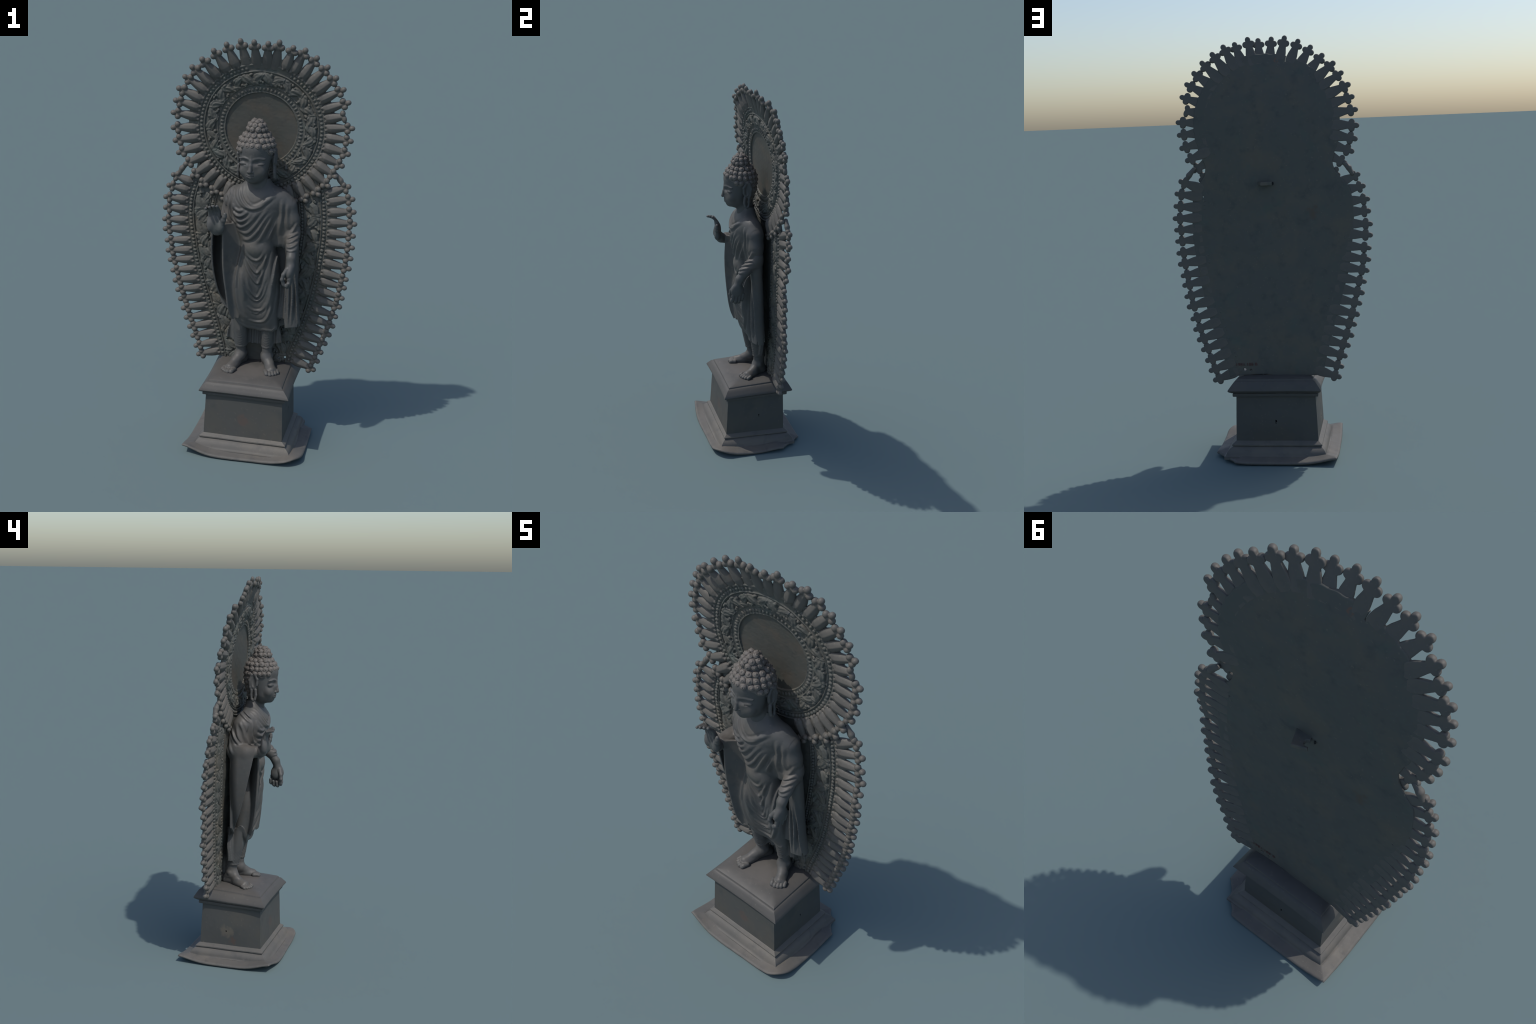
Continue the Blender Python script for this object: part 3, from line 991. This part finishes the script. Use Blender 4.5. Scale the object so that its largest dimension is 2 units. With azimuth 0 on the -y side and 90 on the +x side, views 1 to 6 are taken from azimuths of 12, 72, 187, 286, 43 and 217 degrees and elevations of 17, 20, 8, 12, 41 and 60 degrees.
# belly above the girdle
B.ball((.020, -.072, 1.035), (.058, .045, .04), .02, 1)
# hollow under the hem
B.cut(lambda x, y, z: np.maximum(trunk(x, y, z) + .011, z - .652), (-.14, -.14, .57), (.15, .06, .66), .004)

# upper arms, sleeves
LS = [(.128, -.050, 1.276), (.155, -.046, 1.243), (.174, -.044, 1.18), (.183, -.042, 1.115)]
B.chain(LS, (.040, .038, .034, .035), .035, 1)
B.chain([(.105, -.052, 1.25), (.124, -.050, 1.17), (.134, -.044, 1.07)], (.046, .036, .028), .03, 1)


def sleeve_fn(a, b, ra, rb, amp, waves, skew):
    a, b = np.array(a), np.array(b)
    ba = b - a
    L2 = ba @ ba

    def fn(x, y, z):
        px, py, pz = x - a[0], y - a[1], z - a[2]
        t = np.clip((px * ba[0] + py * ba[1] + pz * ba[2]) / L2, 0, 1)
        qx, qy, qz = px - t * ba[0], py - t * ba[1], pz - t * ba[2]
        r = ra + (rb - ra) * t
        ph_ = t * waves * 6.283 + skew * (px * 40 - pz * 25)
        fade = np.clip(1.25 - t, 0, 1) * (.45 + .55 * sstep(-.01, .02, px * .6 - py))
        return np.sqrt(qx * qx + qy * qy + qz * qz) - r - amp * fade * (np.cos(ph_) + .5 * np.cos(ph_ * 1.7 + 1))
    return fn


B.add(sleeve_fn((.186, -.042, 1.118), (.197, -.108, 1.056), .0355, .029, .0007, 3.2, 1.0), (.13, -.15, 1.01), (.235, .01, 1.17), .012, 1)
B.cone((.196, -.102, 1.060), (.197, -.110, 1.052), .0305, .0275, .003, 1)                     # cuff
RS = [(-.085, -.040, 1.280), (-.105, -.030, 1.248), (-.116, -.014, 1.19), (-.134, -.006, 1.125)]
B.chain(RS, (.036, .038, .037, .040), .03, 1)
B.chain([(-.075, -.050, 1.24), (-.092, -.038, 1.18), (-.105, -.025, 1.12)], (.043, .034, .03), .03, 1)
B.chain([(-.138, -.008, 1.118), (-.150, -.070, 1.120), (-.153, -.122, 1.127)], (.042, .036, .029), .015, 1)

ARM_FOLDS = [([(.143, 1.285), (.140, 1.20), (.128, 1.10)], .008, .006), ([(.166, 1.262), (.165, 1.19), (.174, 1.135)], .008, .005), ([(.214, 1.172), (.199, 1.142), (.184, 1.122)], .007, .006),
             ([(.166, 1.100), (.194, 1.114), (.218, 1.124)], .0055, .006), ([(.168, 1.083), (.197, 1.094), (.223, 1.107)], .0052, .0055), ([(.170, 1.066), (.199, 1.072), (.226, 1.086)], .005, .005),
             ([(.174, 1.050), (.199, 1.050), (.224, 1.060)], .0048, .004), ([(-.135, 1.265), (-.138, 1.20), (-.118, 1.15)], .007, .004), ([(-.108, 1.29), (-.112, 1.22), (-.098, 1.16)], .007, .005)]
am = fold_map(ARM_FOLDS)[:, None, :]
B.F -= am * np.clip((-.03 - B.ax[1]) / .03, 0, 1)[None, :, None]

SIDE_FOLDS = [([(.016, 1.240), (-.012, 1.19), (-.044, 1.150)], .006, .007), ([(-.012, 1.262), (-.030, 1.20), (-.052, 1.155)], .007, .005), ([(-.018, 1.338), (-.055, 1.316), (-.092, 1.285)], .005, .0045),
              ([(-.008, 1.322), (-.048, 1.299), (-.086, 1.264)], .005, .004), ([(.026, 1.20), (.014, 1.15), (-.012, 1.105)], .007, .004), ([(-.030, 1.275), (-.050, 1.235), (-.062, 1.185)], .006, .004)]
sm = fold_map(SIDE_FOLDS, B.ax[1])[None, :, :]
B.F -= sm * np.clip((-.075 - B.ax[0]) / .03, 0, 1)[:, None, None]

# drape that hangs from the left forearm, pleated at the foot
DRAPE = [(1.13, .180, .033, -.066, -.014), (1.08, .182, .035, -.074, -.010), (1.03, .184, .034, -.070, -.006), (.98, .185, .034, -.062, -.002), (.92, .183, .037, -.060, .003), (.84, .178, .043, -.058, .009),
         (.74, .172, .055, -.054, .017), (.66, .171, .065, -.048, .024), (.60, .173, .067, -.046, .027)]
drape = loft_fn(DRAPE, 1.0, 2.5, twist=.08)


def drape_h(x, y, z):
    i0 = int(round((float(x.ravel()[0]) - bx[0]) / H))
    return np.maximum(drape(x, y, z), hem[i0:i0 + x.size] - z)


B.add(drape_h, (.09, -.09, .6), (.25, .06, 1.12), .016, 1)
B.cut(lambda x, y, z: np.maximum(np.maximum(np.abs(x - .178) - .05, np.abs(y + .006 - .08 * (x - .172)) - .024), z - .672), (.12, -.05, .6), (.235, .04, .675), .006)

# sleeve cloth falling from the right forearm: an outer wall, an inner wall and the back sheet between them
WALL = [(1.16, -.160, -.125), (1.125, -.178, -.120), (1.09, -.185, -.117), (1.01, -.190, -.100), (.95, -.190, -.087), (.90, -.187, -.075), (.85, -.181, -.060), (.80, -.172, -.045), (.75, -.160, -.024), (.71, -.146, -.006),
        (.67, -.128, .010), (.63, -.110, .022)]
wx, wy = (profile(bz, WALL, i, 30) for i in (1, 2))


def outer_wall(x, y, z):
    j0 = int(round((float(z.ravel()[0]) - bz[0]) / H))
    sl = slice(j0, j0 + z.size)
    X0, Y0 = wx[sl][None, None, :], wy[sl][None, None, :]
    bulge = .006 * np.sin(np.clip((y - Y0) / .15, 0, 1) * 3.1)
    xx = X0 - bulge * .5 + .045 * np.clip((y + .04) / .06, 0, 1) ** 2
    return np.maximum(np.maximum(np.abs(x - xx) - .0045, Y0 - y), np.maximum(y - .016 + .1 * np.clip(.8 - z, 0, 1), np.maximum(z - 1.148 + 1.2 * np.clip(y + .01, 0, 1), .64 - z)))


B.add(outer_wall, (-.21, -.13, .62), (-.09, .06, 1.16), .016, 1)
INNER = [(1.13, -.132, -.124), (1.09, -.128, -.128), (1.02, -.127, -.129), (.95, -.126, -.125), (.875, -.120, -.118), (.82, -.112, -.112), (.76, -.106, -.104), (.70, -.100, -.090), (.66, -.088, -.075), (.62, -.06, -.06)]
ix, iy = (profile(bz, INNER, i, 30) for i in (1, 2))


def inner_wall(x, y, z):
    j0 = int(round((float(z.ravel()[0]) - bz[0]) / H))
    sl = slice(j0, j0 + z.size)
    ax_, ay_ = ix[sl][None, None, :], iy[sl][None, None, :]
    ex, ey = -.060 - ax_ + 0, (-.068 - ay_)
    l2 = ex * ex + ey * ey
    t = np.clip(((x - ax_) * ex + (y - ay_) * ey) / l2, 0, 1)
    sag = .009 * np.sin(t * 3.1416)
    le = np.sqrt(l2)
    qx, qy = x - ax_ - t * ex, y - ay_ - t * ey
    dd = np.sqrt((qx + sag * ey / le * .6) ** 2 + (qy - sag * ex / le * .6) ** 2) - .0055
    i0 = int(round((float(x.ravel()[0]) - bx[0]) / H))
    return np.maximum(dd, np.maximum(z - 1.15, np.maximum(hem[i0:i0 + x.size], .66 + .9 * np.clip(y + .08, 0, 1)) - z))


B.add(inner_wall, (-.15, -.14, .64), (-.05, .0, 1.16), .010, 1)


def back_sheet(x, y, z):
    low = .66 + .9 * np.clip(-.10 - x, 0, 1)
    yc = .024 - .12 * (x + .1) * (x > -.1) - .02 * sstep(-.09, -.13, x)
    return np.maximum(np.abs(y - yc) - .006, np.maximum(np.maximum(-.166 - x, x - .19), np.maximum(low - z, z - 1.11)))


B.add(back_sheet, (-.2, .01, .6), (.215, .06, 1.3), .008, 1)

# under-robe: two shins wrapped in cloth and a pleated skirt behind them
def shin(cx, cz0, rx, ry, y0, lean):
    def fn(x, y, z):
        r = 1 + .10 * sstep(.50, .66, z) - .06 * sstep(.53, .49, z)
        rip = .00035 * np.cos((z - .35 * (y - .03) - .9 * (x - cx) ** 2 * 30) * 420) * (y < .03)
        q = np.sqrt(((x - cx) / rx) ** 2 + ((y - y0 + lean * (z - .5)) / ry) ** 2) - r
        dd = q * min(rx, ry) - rip * sstep(.60, .55, z)
        dd = dd - .0018 * np.exp(-((z - cz0 - .006) / .006) ** 2)
        zl = cz0 + .008 * ((x - cx) / rx) ** 2
        return np.maximum(dd, np.maximum(zl - z, z - .70))
    return fn


B.add(shin(-.062, .489, .0335, .036, .026, .22), (-.11, -.02, .47), (-.01, .09, .7), .004, 2)
B.add(shin(.070, .492, .031, .036, .034, .15), (.02, -.02, .47), (.12, .09, .7), .004, 2)


def skirt(x, y, z):
    spread = .128 - .03 * sstep(.52, .68, z)
    pl = .006 * np.cos((x - .01) * 210 + 1.2 * np.sin(x * 40))
    low = .505 + .022 * np.clip(np.abs(x - .01) / .13, 0, 1.3) ** 2
    yy = .040 - .25 * np.clip(np.abs(x - .008) - .07, 0, 1)
    return np.maximum(np.abs(y - yy - pl * .6) - .010, np.maximum(np.abs(x - .005) - spread - .012, np.maximum(low - z, z - .70)))


B.add(skirt, (-.15, .0, .49), (.16, .085, .7), .014, 2)
V, Q, lab = B.skin()
split_parts(V, Q, lab, {0: ("robe", M_FIG), 1: ("robe", M_FIG), 2: ("under_robe", M_FIG)}, figure)
del B

# ---- head and neck
HD = Field((-.10, -.215, 1.29), (.125, .015, 1.665), .00165)
hc = .010
HD.cone((.026, -.062, 1.27), (.020, -.072, 1.40), .047, .043, .01, 3)                    # neck
HD.ball((hc + .002, -.097, 1.515), (.079, .083, .086), .01, 0)                           # skull
HD.ball((hc, -.112, 1.455), (.066, .073, .088), .02, 0)                                  # face
HD.ball((hc - .004, -.120, 1.400), (.050, .056, .042), .02, 0)                           # jaw
HD.ball((hc - .006, -.151, 1.376), (.017, .014, .013), .012, 0)                          # chin
HD.ball((hc - .001, -.158, 1.520), (.042, .026, .032), .02, 0)                           # forehead
for sx in (-1, 1):
    HD.ball((hc - .003 + sx * .037, -.150, 1.420), (.022, .020, .024), .015, 0)          # cheeks
    HD.ball((hc - .004 + sx * .034, -.187, 1.461), (.024, .016, .011), .012, 0, cut=True)    # eye hollow
    HD.ball((hc - .004 + sx * .034, -.1585, 1.4545), (.024, .0145, .0105), .004, 0)      # lid
    lid = [(hc - .004 + sx * (.034 + dx), -.1735 + 14 * (dx + .006) ** 2 + .16 * max(0, dx), 1.4480 + 7 * dx * dx) for dx in np.linspace(-.021, .026, 10)]
    HD.chain(lid, [.0013] * 10, .0015, 0, cut=True)                                       # closed eye line
    brow = [(hc - .004 + sx * dx, -.1790 + 7.5 * (dx - .006) ** 2, 1.4715 + .0105 * math.sin(min(1, dx / .05) * 2.5)) for dx in np.linspace(.007, .060, 9)]
    HD.chain(brow, [.0026] * 9, .006, 0)
HD.chain([(hc - .003, -.1775, 1.492), (hc - .004, -.1795, 1.472), (hc - .005, -.1835, 1.448), (hc - .006, -.1885, 1.4215)], (.0056, .0056, .0064, .0086), .006, 0)   # nose
for sx in (-1, 1):
    HD.ball((hc - .006 + sx * .0088, -.1785, 1.4185), (.0064, .0078, .0060), .003, 0)
HD.ball((hc - .006, -.166, 1.399), (.022, .012, .013), .008, 0)                           # muzzle
lip = np.linspace(-.0185, .0185, 9)
HD.chain([(hc - .006 + q, -.1765 + 24 * q * q, 1.4005 + 3.5 * q * q - (.0012 if abs(q) < .003 else 0)) for q in lip], (.0018, .0028, .0036, .004, .0038, .004, .0036, .0028, .0018), .002, 0)
HD.chain([(hc - .006 + q * .82, -.1745 + 30 * q * q, 1.3915 + 10 * q * q) for q in lip], (.0016, .0026, .0038, .0046, .005, .0046, .0038, .0026, .0016), .002, 0)
HD.chain([(hc - .006 + q * 1.08, -.1805 + 26 * q * q, 1.3962 + 9 * q * q) for q in lip], [.0013] * 9, .0012, 0, cut=True)
# ears with long pierced lobes
for sx in (-1, 1):
    ex = hc + .003 + sx * .079
    HD.ball((ex + sx * .001, -.080, 1.470), (.012, .024, .043), .006, 4)
    HD.ball((ex + sx * .010, -.084, 1.472), (.005, .0095, .025), .005, 4, cut=True)
    rim = [(ex + sx * .005, -.100, 1.455), (ex + sx * .006, -.102, 1.485), (ex + sx * .006, -.090, 1.508), (ex + sx * .006, -.070, 1.508), (ex + sx * .007, -.060, 1.480), (ex + sx * .006, -.064, 1.445), (ex + sx * .004, -.071, 1.420)]
    HD.chain(rim, (.0045, .005, .0055, .006, .006, .0055, .0055), .006, 4)
    lobe = [(ex + sx * .004, -.092, 1.430), (ex + sx * .005, -.094, 1.405), (ex + sx * .006, -.089, 1.384), (ex + sx * .006, -.081, 1.377), (ex + sx * .006, -.073, 1.384), (ex + sx * .005, -.070, 1.405), (ex + sx * .004, -.072, 1.430)]
    HD.chain(lobe, (.0082, .0072, .0068, .0070, .0062, .0060, .0068), .003, 4)
# hair cap and topknot
HCEN, HR = np.array([.013, -.0985, 1.515]), np.array([.081, .0815, .0845])


def hairline(x, y):
    """lowest z of the hair for a direction round the head (0 = front)"""
    a = np.abs(np.degrees(np.arctan2(x - HCEN[0], -(y - HCEN[1]))))
    return np.interp(a, (0, 25, 45, 58, 75, 95, 105, 120, 180), (1.526, 1.523, 1.512, 1.494, 1.490, 1.505, 1.45, 1.392, 1.382))


def hair(x, y, z):
    zz_ = np.maximum(z - HCEN[2], 0)
    taper = np.where(z < 1.47, (1.47 - z) * .35, 0)
    q = np.sqrt(((x - HCEN[0]) / (HR[0] - taper)) ** 2 + ((y - HCEN[1]) / (HR[1] - taper * .8)) ** 2 + (zz_ / HR[2]) ** 2) - 1
    return np.maximum(q * .083, hairline(x, y) - z)


HD.add(hair, (-.08, -.19, 1.37), (.10, -.005, 1.61), .003, 5)
HD.ball((.014, -.103, 1.603), (.040, .040, .040), .012, 5)
V, Q, lab = HD.skin()
split_parts(V, Q, lab, {0: ("head", M_FIG), 3: ("neck", M_FIG), 4: ("ear", M_FIG), 5: ("hair", M_HAIR)}, figure)
del HD

# snail curls
C = Field((-1.5, -1.5, -1.2), (1.5, 1.5, 1.3), .15)
C.ball((0, 0, 0), (1.08, 1.08, .95), .05)
for q in np.linspace(0, 3.2 * math.pi, 60):
    r_ = .95 - .82 * q / (3.2 * math.pi)
    C.ball((r_ * math.cos(q), r_ * math.sin(q), .95 * math.sqrt(max(0, 1 - r_ * r_ / 1.17)) + .02), .13, .06, cut=True)
C.ball((0, 0, .95), .2, .1)
V, Q, _ = C.skin()
curl_me = mesh_from("hair_curl", V, Q)
curl_me.materials.append(M_HAIR)


def put_curl(p, n, r, spin):
    n = Vector(n).normalized()
    M = n.to_track_quat("Z", "Y").to_matrix().to_4x4() @ Matrix.Rotation(spin, 4, "Z")
    ob = bpy.data.objects.new("hair_curl", curl_me)
    link(ob, figure)
    ob.matrix_world = Matrix.Translation(Vector(p)) @ M @ Matrix.Diagonal((r, r, r * .92, 1))


rc = np.random.default_rng(3)
row = 0
for z in (1.400, 1.4225, 1.445, 1.4675, 1.490, 1.5125, 1.5355, 1.5575, 1.577, 1.5905):
    t = max(z - HCEN[2], 0) / HR[2]
    k = math.sqrt(max(0, 1 - t * t))
    taper = max(0, 1.47 - z) * .35
    rx, ry = (HR[0] - taper) * k, (HR[1] - taper * .8) * k
    n = max(6, int(round(2 * math.pi * (rx + ry) / 2 / .0258)))
    for i in range(n):
        a = 2 * math.pi * (i + .5 * (row % 2)) / n + rc.uniform(-.05, .05)
        p = np.array([HCEN[0] + rx * math.sin(a), HCEN[1] - ry * math.cos(a), z + rc.uniform(-.002, .002)])
        if z - .010 < hairline(p[0], p[1]) - .007:
            continue
        if z > 1.585 and math.hypot(p[0] - .014, p[1] + .103) < .034:
            continue
        nn = (p - HCEN) / HR ** 2 * np.array([1, 1, 1 if z > HCEN[2] else .0])
        put_curl(p, nn, rc.uniform(.0126, .0146), rc.uniform(0, 6.28))
    row += 1
for z, r_, n in ((1.604, .0395, 10), (1.6235, .0330, 8), (1.6385, .018, 5)):
    for i in range(n):
        a = 2 * math.pi * (i + .5 * (row % 2)) / n + .3 + rc.uniform(-.06, .06)
        p = np.array([.014 + r_ * math.sin(a), -.103 - r_ * math.cos(a), z + rc.uniform(-.0015, .0015)])
        put_curl(p, (p - np.array([.014, -.103, 1.597])), rc.uniform(.0122, .0138), rc.uniform(0, 6.28))
    row += 1

# ---- raised right hand (palm to the front, fingers bent forward)
HN = Field((-.215, -.245, 1.09), (-.085, -.09, 1.28), .0016)
HN.cone((-.153, -.115, 1.128), (-.153, -.150, 1.134), .024, .024, .008, 6)
HN.ball((-.153, -.160, 1.143), (.030, .022, .027), .010, 6)
HN.ball((-.157, -.172, 1.180), (.034, .0165, .045), .010, 6)
HN.ball((-.131, -.179, 1.158), (.016, .016, .026), .010, 6)
HN.ball((-.177, -.175, 1.160), (.014, .015, .026), .010, 6)
for i, (x0, x1, y2, z2, r) in enumerate(((-.138, -.143, -.205, 1.256, .0088), (-.152, -.156, -.213, 1.257, .009), (-.166, -.171, -.219, 1.253, .0088), (-.178, -.186, -.221, 1.247, .008))):
    HN.chain([(x0, -.176, 1.205), (x0 - .002, -.180, 1.228), (x1, -.190, 1.242), ((x1), y2, z2)], (r * 1.0, r * .92, r * .86, r * .72), .0018, 6)
HN.chain([(-.130, -.176, 1.165), (-.119, -.185, 1.190), (-.114, -.188, 1.207), (-.112, -.189, 1.219)], (.013, .0105, .009, .0078), .005, 6)
V, Q, _ = HN.skin()
V = np.array([-.155, -.165, 1.258]) + (V - np.array([-.155, -.165, 1.258])) * np.array([1.11, 1.06, 1.05]) + np.array([0, .003, -.002])
make("hand", V, Q, M_FIG, figure)

# ---- lowered left forearm and fist
HN = Field((.135, -.20, .855), (.225, -.075, 1.075), .0016)
HN.chain([(.181, -.105, 1.058), (.182, -.132, 1.020), (.186, -.143, .985)], (.0245, .0215, .020), .008, 6)
HN.ball((.190, -.142, .955), (.020, .036, .038), .014, 6)
HN.ball((.178, -.137, .948), (.014, .026, .028), .010, 6)
for i, (y, zl, r) in enumerate(((-.166, .893, .0092), (-.149, .884, .0095), (-.131, .886, .0092), (-.114, .896, .0082))):
    HN.chain([(.194, y * .98, .935), (.191, y, zl + .014), (.181, y + .001, zl), (.168, y + .002, zl + .006), (.164, y + .003, zl + .024)], (r * 1.1, r * 1.05, r, r * .95, r * .85), .0015, 6)
HN.chain([(.176, -.158, .972), (.164, -.168, .948), (.160, -.171, .925), (.166, -.166, .903)], (.0125, .0095, .0085, .0075), .005, 6)
HN.ball((.186, -.176, .917), (.010, .006, .008), .003, cut=True)
V, Q, _ = HN.skin()
V[:, 0] += .007 + .010 * sstep(.92, 1.03, V[:, 2])
V[:, 2] -= .003
make("hand", V, Q, M_FIG, figure)

# ---- feet
def foot(heel, ball_, toes, ankle):
    Ft = Field((min(heel[0], ball_[0]) - .06, -.125, .36), (max(heel[0], ball_[0]) + .06, .11, .545), .0018)
    h, b, a = (np.array(q) for q in (heel, ball_, ankle))
    gz = lambda y, r: slab_z(y) + r - .003
    Ft.cone((a[0], a[1], .53), (a[0], a[1], .435), .0255, .0255, .01, 7, squash=(1, 1.2, 1))
    Ft.cone((a[0], a[1], .445), (h[0], h[1], gz(h[1], .02)), .027, .024, .012, 7)
    for sd in (-1, 1):
        Ft.ball((a[0] + sd * .024, a[1] + .003, .450), (.008, .010, .010), .008, 7)            # ankle bones
    mid = h * .42 + b * .58
    Ft.cone((a[0], a[1] - .012, .440), (mid[0], mid[1], gz(mid[1], .030)), .024, .021, .016, 7)
    Ft.cone((mid[0], mid[1], gz(mid[1], .026)), (b[0], b[1], gz(b[1], .017)), .023, .0165, .014, 7)
    Ft.cone((h[0], h[1], gz(h[1], .016)), (b[0], b[1], gz(b[1], .013)), .020, .019, .012, 7)
    u = (b - h) / np.linalg.norm(b - h)
    p = np.array([-u[1], u[0]])
    for sd in (-1, 1):
        e = b + p * sd * .0165
        m2 = mid + p * sd * .008
        Ft.cone((m2[0], m2[1], gz(m2[1], .013)), (e[0], e[1], gz(e[1], .011)), .014, .013, .010, 7)
    for (tx, ty, r, l) in toes:
        t = np.array([tx, ty])
        k1, k0, tp = t - u * l, t - u * l * .45, t - u * r * .7
        Ft.chain([(k1[0], k1[1], gz(k1[1], .013)), (k0[0], k0[1], gz(k0[1], r * 1.25)), (tp[0], tp[1], gz(tp[1], r * .95))], (r * 1.05, r, r * 1.02), .0025, 7)
        Ft.ball((tp[0], tp[1] - .001, gz(tp[1], r * 1.75)), (r * .6, r * .6, r * .3), .001, 7)      # nail
    V, Q, _ = Ft.skin()
    make("foot", V, Q, M_FIG, figure)


foot((-.057, .062), (-.099, -.052), [(-.086, -.094, .0108, .034), (-.103, -.095, .0090, .03), (-.116, -.089, .0086, .028), (-.127, -.080, .0082, .026), (-.136, -.068, .0076, .022)], (-.063, .033))
foot((.064, .058), (.108, -.038), [(.095, -.080, .0108, .034), (.111, -.079, .0090, .03), (.124, -.072, .0086, .028), (.135, -.062, .0082, .026), (.144, -.049, .0076, .022)], (.070, .034))
